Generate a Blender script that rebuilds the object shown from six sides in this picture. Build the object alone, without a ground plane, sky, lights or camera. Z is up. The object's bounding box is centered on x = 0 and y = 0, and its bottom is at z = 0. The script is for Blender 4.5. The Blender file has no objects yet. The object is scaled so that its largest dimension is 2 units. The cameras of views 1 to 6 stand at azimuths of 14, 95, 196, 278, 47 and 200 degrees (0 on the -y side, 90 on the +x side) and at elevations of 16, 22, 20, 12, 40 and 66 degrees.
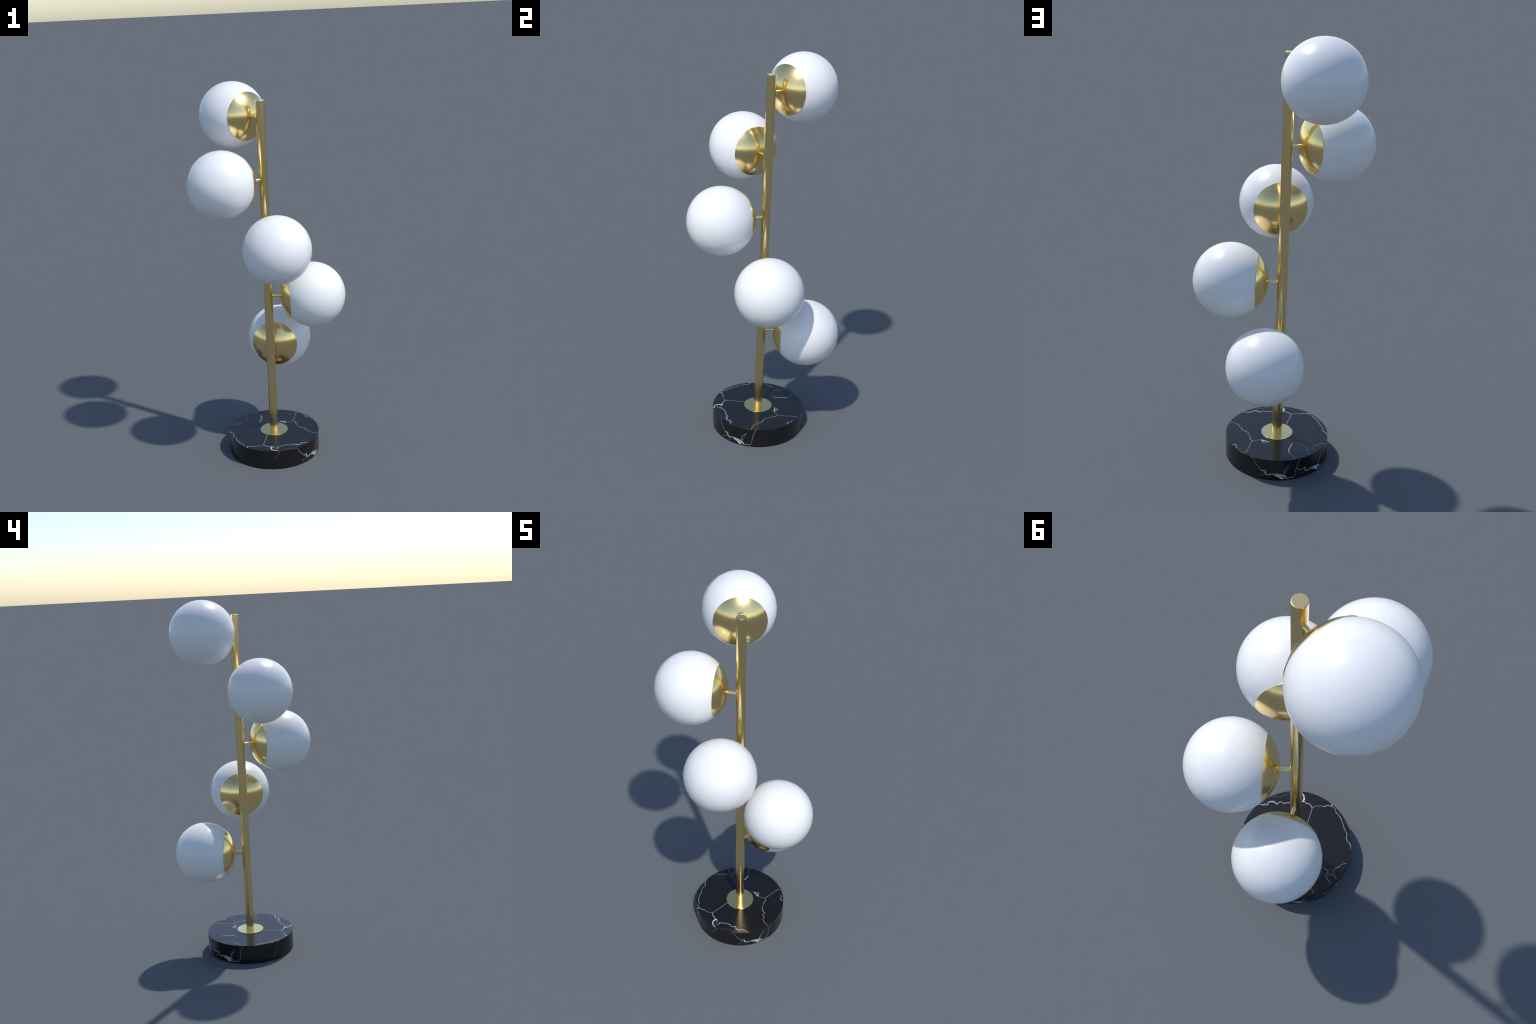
import bpy, bmesh, math
from mathutils import Matrix, Vector

# ------------------------------------------------------------------ sizes (m)
AXIS = (-0.0216, -0.0118)            # where the post stands
BASE_R, BASE_H = 0.2460, 0.1043      # marble drum
PLATE_R, PLATE_TOP = 0.0753, 0.1082  # brass disc on the marble
POST_R, POST_TOP = 0.0235, 1.9145
GLOBE_R = 0.1727
ORBIT = 0.2351                       # globe centre to post axis
FIRST_Z, STEP_Z = 1.8273, 0.3137     # heights of the globe centres, top down
FIRST_A, STEP_A = 142.05, 77.0       # their bearings, spiralling down
CUP_OUT, CUP_IN, CUP_ANGLE = 0.1752, 0.1732, 45.0
ARM_R = 0.0083
VEIN_WIDTH = 0.8


# ------------------------------------------------------------------ mesh tools
def lathe(name, profile, segs, axis='Z', smooth_angle=30, flat_caps=False):
    """Turn a closed-or-capped (radius, height) profile round an axis."""
    bm = bmesh.new()
    rings = []
    for r, h in profile:
        if r < 1e-6:
            rings.append([bm.verts.new((0, 0, h))])
        else:
            rings.append([bm.verts.new((r * math.cos(2 * math.pi * i / segs),
                                        r * math.sin(2 * math.pi * i / segs), h)) for i in range(segs)])
    for a, b in zip(rings, rings[1:]):
        for i in range(segs):
            j = (i + 1) % segs
            if len(a) == 1 and len(b) == 1:
                continue
            if len(a) == 1:
                bm.faces.new((a[0], b[j], b[i]))
            elif len(b) == 1:
                bm.faces.new((a[i], a[j], b[0]))
            else:
                bm.faces.new((a[i], a[j], b[j], b[i]))
    bmesh.ops.recalc_face_normals(bm, faces=bm.faces)
    bm.normal_update()
    if axis == 'X':
        bmesh.ops.rotate(bm, verts=bm.verts, cent=(0, 0, 0), matrix=Matrix.Rotation(math.pi / 2, 3, 'Y'))
    me = bpy.data.meshes.new(name)
    for f in bm.faces:
        f.smooth = True
    bm.to_mesh(me)
    bm.free()
    me.set_sharp_from_angle(angle=math.radians(smooth_angle))
    if flat_caps:                           # caps square to the axis stay flat
        for p in me.polygons:
            p.use_smooth = abs(p.normal.z) < 0.999
    return me


def round_edge(r, h, rad, start, end, n=5):
    """Points of a small quarter round centred on (r, h)."""
    return [(r + rad * math.cos(math.radians(start + (end - start) * i / n)),
             h + rad * math.sin(math.radians(start + (end - start) * i / n))) for i in range(n + 1)]


def put(name, mesh, parent, loc=(0, 0, 0), rot=(0, 0, 0)):
    ob = bpy.data.objects.new(name, mesh)
    bpy.context.scene.collection.objects.link(ob)
    ob.parent = parent
    ob.location = loc
    ob.rotation_euler = rot
    return ob


# ------------------------------------------------------------------ materials
def new_mat(name):
    m = bpy.data.materials.new(name)
    m.use_nodes = True
    nt = m.node_tree
    b = nt.nodes["Principled BSDF"]
    return m, nt, b


def brass(name="polished_brass"):
    m, nt, b = new_mat(name)
    n, l = nt.nodes, nt.links
    tc = n.new("ShaderNodeTexCoord")
    noise = n.new("ShaderNodeTexNoise")
    noise.inputs["Scale"].default_value = 35
    noise.inputs["Detail"].default_value = 3
    l.new(tc.outputs["Object"], noise.inputs["Vector"])
    mr = n.new("ShaderNodeMapRange")
    mr.inputs["To Min"].default_value = 0.19
    mr.inputs["To Max"].default_value = 0.22
    l.new(noise.outputs["Fac"], mr.inputs["Value"])
    l.new(mr.outputs["Result"], b.inputs["Roughness"])
    b.inputs["Base Color"].default_value = (0.975, 0.745, 0.335, 1)
    b.inputs["Metallic"].default_value = 1.0
    return m


def opal_glass():
    m, nt, b = new_mat("opal_glass")
    n, l = nt.nodes, nt.links
    tc = n.new("ShaderNodeTexCoord")
    noise = n.new("ShaderNodeTexNoise")
    noise.inputs["Scale"].default_value = 75      # faint fine-grained mottle in the white colour
    noise.inputs["Detail"].default_value = 3
    l.new(tc.outputs["Object"], noise.inputs["Vector"])
    ramp = n.new("ShaderNodeValToRGB")
    ramp.color_ramp.elements[0].color = (0.815, 0.815, 0.815, 1)
    ramp.color_ramp.elements[1].color = (0.865, 0.865, 0.865, 1)
    l.new(noise.outputs["Fac"], ramp.inputs["Fac"])
    l.new(ramp.outputs["Color"], b.inputs["Base Color"])
    b.inputs["Roughness"].default_value = 0.275
    return m


# Veins of the marble: (strength, half width at start, at end, [control points]), all in mm.
# On the top they run in x, y from the post; round the side in bearing (degrees) and height.
TOP_VEINS = [
    # long vein along the rim and its turn towards the post
    (0.75, 1.6, 1.2, [(-240, -49), (-230, -71), (-214, -80), (-206, -90), (-206, -107), (-185, -131), (-170, -154),
                      (-155, -174), (-142, -185), (-126, -193), (-119, -209), (-102, -214)]),
    (0.75, 1.9, 0.9, [(-99, -214), (-79, -213), (-74, -205), (-58, -202), (-32, -193), (-21, -180)]),
    (0.9, 2.4, 1.8, [(-99, -224), (-99, -214)]),
    (0.65, 1.3, 1.3, [(-25, -71), (-22, -115), (-21, -180)]),
    # the white knot and the vein that leaves it
    (0.9, 1.5, 2.2, [(-21, -180), (-5, -193), (14, -193), (26, -201)]),
    (1, 6.0, 4.4, [(28, -198), (27, -210)]),
    (1, 4.2, 3.0, [(27, -210), (34, -226), (45, -232), (65, -234)]),
    (0.9, 4.2, 2.0, [(31, -193), (42, -200)]),
    (0.35, 1, 1, [(37, -222), (49, -219), (45, -200), (34, -194)]),
    (0.75, 3.4, 1.6, [(61, -194), (63, -209), (60, -220)]),
    (0.85, 1.5, 2.0, [(64, -195), (85, -171), (108, -161), (124, -164), (135, -147)]),
    (0.8, 2.4, 3.4, [(135, -147), (158, -152), (172, -146)]),
    (0.8, 3.2, 2.0, [(174, -145), (175, -131), (192, -124), (214, -120)]),
    (0.5, 1.4, 1.2, [(137, -150), (150, -158), (170, -150)]),
    (0.45, 1.4, 1.2, [(172, -148), (186, -134), (200, -123)]),
    (0.25, 1.0, 1.0, [(83, -229), (92, -219), (105, -214), (111, -201), (123, -198), (132, -181), (151, -181),
                     (165, -172)]),
    # small triangle beside the brass disc and the fork beyond it
    (0.3, 0.9, 0.9, [(-5, 80), (11, 95)]),
    (0.85, 1.8, 1.5, [(12, 96), (32, 115)]),
    (0.85, 1.6, 2.0, [(32, 114), (50, 92)]),
    (0.95, 3.0, 2.2, [(48, 93), (12, 95)]),
    (0.6, 1.4, 1.6, [(30, 100), (42, 96)]),
    (0.7, 1.4, 1.2, [(50, 93), (61, 98), (84, 115)]),
    (0.5, 1.6, 1.2, [(84, 115), (88, 144), (84, 173), (84, 205), (91, 220)]),
    (0.25, 1, 0.8, [(84, 206), (77, 229)]),
    (0.75, 1.1, 1.5, [(84, 115), (101, 107), (107, 89), (118, 70), (131, 52)]),
    (0.75, 1.6, 1.2, [(133, 51), (152, 41), (169, 40), (170, 21), (188, 19), (193, 3), (218, -6), (245, -7)]),
    (0.8, 1.2, 2.0, [(126, 199), (142, 191), (145, 176)]),
    (0.75, 1.8, 1.0, [(145, 176), (156, 174), (166, 178)]),
    # bright dash and the net of fine cracks
    (0.9, 2.0, 2.4, [(-99, 76), (-97, 125), (-106, 150)]),
    (0.6, 1.4, 1.4, [(-106, 150), (-131, 175), (-146, 194)]),
    (0.45, 1, 1.2, [(-57, 49), (-74, 43), (-96, 62), (-121, 61)]),
    (0.6, 1.2, 1.5, [(-121, 61), (-141, 69), (-165, 76)]),
    (0.55, 1.6, 1.2, [(-165, 74), (-176, 81), (-175, 111), (-184, 113), (-204, 133)]),
    (0.55, 1.2, 1.6, [(-179, 96), (-205, 86), (-219, 101)]),
    (0.4, 1, 1, [(-165, 74), (-195, 65)]),
    (0.4, 1, 1, [(-205, 86), (-195, 74)]),
    (0.65, 1.3, 0.9, [(-195, 74), (-203, 56), (-214, 47), (-223, 30), (-241, 19)]),
]
# one cluster of veins that comes back three times round the side
LEAD_VEIN = [(0.6, 1.2, 1.8, [(-54.0, 107), (-48.0, 100), (-44.3, 71), (-40.5, 55), (-37.2, 39)])]
CLUSTER = [
    (0.85, 1.8, 3.6, [(-37.5, 44), (-34.8, 47), (-33.5, 42), (-34.3, 33)]),
    (0.8, 3.8, 2.6, [(-34.3, 33), (-31.5, 25), (-27.4, 31)]),
    # strands that fan out into the broad white patch
    (0.9, 1.6, 2.8, [(-27.0, 31), (-24.3, 33), (-20.7, 32), (-14.6, 27)]),
    (0.8, 1.6, 2.6, [(-26.6, 30), (-24.6, 25), (-21.2, 20)]),
    (0.95, 1.6, 3.4, [(-24.0, 30), (-19.6, 27), (-13.6, 20)]),
    (1.0, 2.0, 4.2, [(-22.2, 26), (-18.6, 21), (-14.6, 9)]),
    (0.95, 2.0, 3.6, [(-21.2, 21), (-18.8, 14), (-16.6, 7)]),
    (1.0, 3.2, 3.0, [(-18.0, 17), (-15.8, 6)]),
    (1.0, 2.8, 2.0, [(-14.6, 27), (-12.6, 19), (-13.0, 8)]),
    (0.85, 2.2, 1.3, [(-12.2, 22), (-11.0, 15), (-10.6, 5), (-7.2, 11), (-2.9, 8)]),
    (0.6, 1.4, 1.1, [(-2.9, 8), (-0.6, 28), (-0.6, 46), (1.0, 70), (1.6, 84), (4.2, 103)]),
    (0.55, 2.4, 1.2, [(-14.3, 28), (-12.5, 55), (-8.4, 74)]),
    (0.2, 1.0, 0.8, [(-8.4, 74), (-6.6, 91)]),
    (0.3, 1.3, 0.8, [(-12.4, 31), (-7.8, 66)]),
    (0.25, 1.8, 1.2, [(-41.7, 6), (-40.0, 18), (-34.8, 25)]),
    (0.28, 1.2, 1.0, [(-33.2, 6), (-30.2, 12), (-27.6, 25)]),
]
SIDE_VEINS = [
    (0.45, 1.2, 1.2, [(-71.5, 104), (-74.0, 77), (-76.6, 60), (-77.0, 52)]),
    (0.28, 1.3, 1.5, [(-132.8, 100), (-136.5, 78), (-137.2, 59), (-139.3, 35), (-141.3, 12)]),
    (0.2, 1.2, 1.0, [(55.8, 74), (51.4, 50), (46.7, 32)]),
    (0.65, 1.4, 2.0, [(130.2, 55), (131.9, 45), (135.8, 39)]),
]
for turn, veins in ((0.0, LEAD_VEIN + CLUSTER), (129.0, LEAD_VEIN + CLUSTER), (174.0, CLUSTER)):
    SIDE_VEINS += [(s, a, b, [(t + turn, z) for t, z in pts]) for s, a, b, pts in veins]


def vein_group():
    """Node group: adds one tapering vein from A to A + D to a running state (x, y, mask so far)."""
    g = bpy.data.node_groups.new("vein_segment", "ShaderNodeTree")
    for nm, ty in (("State", "NodeSocketVector"), ("A", "NodeSocketVector"), ("D", "NodeSocketVector"),
                   ("InvLen2", "NodeSocketFloat"), ("W0", "NodeSocketFloat"), ("DW", "NodeSocketFloat"),
                   ("Strength", "NodeSocketFloat")):
        g.interface.new_socket(nm, in_out='INPUT', socket_type=ty)
    g.interface.new_socket("State", in_out='OUTPUT', socket_type="NodeSocketVector")
    n, l = g.nodes, g.links
    i, o = n.new("NodeGroupInput"), n.new("NodeGroupOutput")

    def vm(op, a, b=None):
        x = n.new("ShaderNodeVectorMath")
        x.operation = op
        l.new(a, x.inputs[0])
        if isinstance(b, tuple):
            x.inputs[1].default_value = b
        elif b is not None:
            l.new(b, x.inputs["Scale"] if op == 'SCALE' else x.inputs[1])
        return x.outputs["Value"] if op in ('DOT_PRODUCT', 'LENGTH') else x.outputs["Vector"]

    def ma(op, a, b=None, c=None, clamp=False):
        x = n.new("ShaderNodeMath")
        x.operation = op
        x.use_clamp = clamp
        for k, v in enumerate((a, b, c)):
            if v is None:
                continue
            if isinstance(v, (int, float)):
                x.inputs[k].default_value = v
            else:
                l.new(v, x.inputs[k])
        return x.outputs[0]

    sep = n.new("ShaderNodeSeparateXYZ")
    l.new(i.outputs["State"], sep.inputs[0])
    p = vm('MULTIPLY', i.outputs["State"], (1.0, 1.0, 0.0))
    ap = vm('SUBTRACT', p, i.outputs["A"])
    t = ma('MULTIPLY', vm('DOT_PRODUCT', ap, i.outputs["D"]), i.outputs["InvLen2"], clamp=True)
    dist = vm('LENGTH', vm('SUBTRACT', ap, vm('SCALE', i.outputs["D"], t)))
    w = ma('MULTIPLY_ADD', t, i.outputs["DW"], i.outputs["W0"])
    # 1 in the core, falling off over the outer part of the width
    e = ma('MULTIPLY', ma('SUBTRACT', 1.35, ma('DIVIDE', dist, w)), 1.1, clamp=True)
    m = ma('MAXIMUM', sep.outputs[2], ma('MULTIPLY', e, i.outputs["Strength"]))
    comb = n.new("ShaderNodeCombineXYZ")
    l.new(sep.outputs[0], comb.inputs[0])
    l.new(sep.outputs[1], comb.inputs[1])
    l.new(m, comb.inputs[2])
    l.new(comb.outputs[0], o.inputs["State"])
    return g


def marble(name, veins, group, side):
    m, nt, b = new_mat(name)
    n, l = nt.nodes, nt.links
    tc = n.new("ShaderNodeTexCoord")
    obj = tc.outputs["Object"]

    def math_node(op, a, bb=0.0):
        x = n.new("ShaderNodeMath")
        x.operation = op
        for k, v in enumerate((a, bb)):
            if isinstance(v, (int, float)):
                x.inputs[k].default_value = v
            else:
                l.new(v, x.inputs[k])
        return x.outputs[0]

    sep = n.new("ShaderNodeSeparateXYZ")
    l.new(obj, sep.inputs[0])
    comb = n.new("ShaderNodeCombineXYZ")
    if side:
        ang = math_node('ARCTAN2', sep.outputs["Y"], sep.outputs["X"])
        l.new(math_node('MULTIPLY', ang, BASE_R * 1000), comb.inputs[0])
        l.new(math_node('MULTIPLY', sep.outputs["Z"], 1000), comb.inputs[1])
    else:
        l.new(math_node('MULTIPLY', sep.outputs["X"], 1000), comb.inputs[0])
        l.new(math_node('MULTIPLY', sep.outputs["Y"], 1000), comb.inputs[1])
    # fine waver of the veins
    wn = n.new("ShaderNodeTexNoise")
    wn.inputs["Scale"].default_value = 0.11
    wn.inputs["Detail"].default_value = 3
    l.new(comb.outputs[0], wn.inputs["Vector"])
    off = n.new("ShaderNodeVectorMath")
    off.operation = 'SUBTRACT'
    l.new(wn.outputs["Color"], off.inputs[0])
    off.inputs[1].default_value = (0.5, 0.5, 0.5)
    sc = n.new("ShaderNodeVectorMath")
    sc.operation = 'MULTIPLY'
    l.new(off.outputs[0], sc.inputs[0])
    sc.inputs[1].default_value = (5.0, 5.0, 0.0)
    add = n.new("ShaderNodeVectorMath")
    add.operation = 'ADD'
    l.new(comb.outputs[0], add.inputs[0])
    l.new(sc.outputs[0], add.inputs[1])
    P = add.outputs[0]

    mm_per_deg = BASE_R * 1000 * math.pi / 180
    state = P
    for strength, w0, w1, pts in veins:
        pts = [(p[0] * mm_per_deg, p[1]) for p in pts] if side else pts
        k = len(pts) - 1
        for s in range(k):
            ax, ay = pts[s]
            dx, dy = pts[s + 1][0] - ax, pts[s + 1][1] - ay
            g = n.new("ShaderNodeGroup")
            g.node_tree = group
            l.new(state, g.inputs["State"])
            g.inputs["A"].default_value = (ax, ay, 0)
            g.inputs["D"].default_value = (dx, dy, 0)
            g.inputs["InvLen2"].default_value = 1.0 / (dx * dx + dy * dy)
            g.inputs["W0"].default_value = VEIN_WIDTH * (w0 + (w1 - w0) * s / k)
            g.inputs["DW"].default_value = VEIN_WIDTH * (w1 - w0) / k
            g.inputs["Strength"].default_value = strength
            state = g.outputs[0]
    last = n.new("ShaderNodeSeparateXYZ")
    l.new(state, last.inputs[0])
    total = last.outputs[2]
    # streaks inside the broad white patches, and veins that come and go
    st = n.new("ShaderNodeTexNoise")
    st.inputs["Scale"].default_value = 0.22
    st.inputs["Detail"].default_value = 4
    l.new(P, st.inputs["Vector"])
    mr = n.new("ShaderNodeMapRange")
    mr.inputs["From Min"].default_value = 0.33
    mr.inputs["From Max"].default_value = 0.58
    mr.inputs["To Min"].default_value = 0.3
    l.new(st.outputs["Fac"], mr.inputs["Value"])
    lo = n.new("ShaderNodeTexNoise")        # longer stretches where a vein fades
    lo.inputs["Scale"].default_value = 0.035
    lo.inputs["Detail"].default_value = 1
    l.new(P, lo.inputs["Vector"])
    fade = n.new("ShaderNodeMapRange")
    fade.inputs["From Min"].default_value = 0.36
    fade.inputs["From Max"].default_value = 0.62
    fade.inputs["To Min"].default_value = 0.5
    l.new(lo.outputs["Fac"], fade.inputs["Value"])
    # fading only touches what is not already strong
    keep = math_node('MAXIMUM', fade.outputs["Result"], math_node('MULTIPLY', total, total))
    mask = math_node('MULTIPLY', math_node('MULTIPLY', total, keep), mr.outputs["Result"])
    # faint cloudiness of the black ground
    cl = n.new("ShaderNodeTexNoise")
    cl.inputs["Scale"].default_value = 14
    cl.inputs["Detail"].default_value = 5
    l.new(obj, cl.inputs["Vector"])
    ramp = n.new("ShaderNodeValToRGB")
    ramp.color_ramp.elements[0].color = (0.0065, 0.0065, 0.0063, 1)
    ramp.color_ramp.elements[1].color = (0.0088, 0.0086, 0.0083, 1)
    l.new(cl.outputs["Fac"], ramp.inputs["Fac"])
    mix = n.new("ShaderNodeMix")
    mix.data_type = 'RGBA'
    l.new(mask, mix.inputs["Factor"])
    l.new(ramp.outputs["Color"], mix.inputs["A"])
    mix.inputs["B"].default_value = (0.80, 0.80, 0.80, 1)
    l.new(mix.outputs["Result"], b.inputs["Base Color"])
    b.inputs["Roughness"].default_value = 0.2
    return m


# ------------------------------------------------------------------ build
BRASS = brass()
OPAL = opal_glass()
SEGMENT = vein_group()
MARBLE_TOP = marble("black_marble_top", TOP_VEINS, SEGMENT, False)
MARBLE_SIDE = marble("black_marble_side", SIDE_VEINS, SEGMENT, True)

lamp = bpy.data.objects.new("table_lamp", None)
bpy.context.scene.collection.objects.link(lamp)
lamp.location = (AXIS[0], AXIS[1], 0)
lamp["label"] = "brass table lamp with five spiralling white globes on black marble"
lamp["category"] = "table lamp"

# marble drum: flat top, sharp softened edges
e = 0.0007
me = lathe("base", [(0, 0)] + round_edge(BASE_R - e, e, e, -90, 0) + [(BASE_R, 2 * e), (BASE_R, BASE_H - 2 * e)]
           + round_edge(BASE_R - e, BASE_H - e, e, 0, 90)
           + [(0, BASE_H)], 256, flat_caps=True)
me.materials.append(MARBLE_TOP)
me.materials.append(MARBLE_SIDE)
for f in me.polygons:
    f.material_index = 0 if f.normal.z > 0.7 else 1
base = put("base", me, lamp)

# brass disc
e = 0.0005
me = lathe("plate", [(0, BASE_H - 0.002), (PLATE_R, BASE_H - 0.002), (PLATE_R, PLATE_TOP - 1.5 * e)]
           + round_edge(PLATE_R - e, PLATE_TOP - e, e, 0, 90) + [(0, PLATE_TOP)], 160, flat_caps=True)
me.materials.append(BRASS)
put("plate", me, lamp)

# post with a softened top edge
e, f = 0.0018, 0.0007
me = lathe("post", [(0, PLATE_TOP - 0.001), (POST_R - f, PLATE_TOP - 0.001)] + round_edge(POST_R - f, PLATE_TOP + f, f, -90, 0)
           + [(POST_R, PLATE_TOP + 2 * f), (POST_R, POST_TOP - 2 * e)]
           + round_edge(POST_R - e, POST_TOP - e, e, 0, 90) + [(0, POST_TOP)], 128, flat_caps=True)
me.materials.append(BRASS)
put("post", me, lamp)

# globe, cup and arm meshes, shared by the five lights; +X points away from the post
globe_me = lathe("globe", [(GLOBE_R * math.sin(math.pi * i / 96), -GLOBE_R * math.cos(math.pi * i / 96))
                           for i in range(97)], 144, axis='X', smooth_angle=60)
globe_me.materials.append(OPAL)

a = math.radians(CUP_ANGLE)
N = 40
outer = [(CUP_OUT * math.sin(a * i / N), -CUP_OUT * math.cos(a * i / N)) for i in range(N + 1)]
inner = [(CUP_IN * math.sin(a * i / N), -CUP_IN * math.cos(a * i / N)) for i in range(N, -1, -1)]
er = 0.0005                                            # tiny chamfer on both sides of the lip
lip = Vector((math.cos(a), math.sin(a)))               # direction along the lip, towards the open side
mid = [(r + lip.x * er, h + lip.y * er) for r, h in
       ((CUP_OUT * math.sin(a) - er * math.sin(a), -CUP_OUT * math.cos(a) + er * math.cos(a)),
        (CUP_IN * math.sin(a) + er * math.sin(a), -CUP_IN * math.cos(a) - er * math.cos(a)))]
cup_me = lathe("cup", outer + mid + inner, 128, axis='X')
cup_me.materials.append(BRASS)

arm_len = ORBIT - CUP_OUT + 0.0008
arm_me = lathe("arm", [(0, POST_R * 0.7), (ARM_R, POST_R * 0.7), (ARM_R, arm_len), (0, arm_len)], 48, axis='X', smooth_angle=40)
arm_me.materials.append(BRASS)

for k in range(5):
    ang = math.radians(FIRST_A + STEP_A * k)
    z = FIRST_Z - STEP_Z * k
    g = put("globe", globe_me, lamp, (ORBIT * math.cos(ang), ORBIT * math.sin(ang), z), (0, 0, ang))
    put("cup", cup_me, g)
    put("arm", arm_me, g, (-ORBIT, 0, 0))
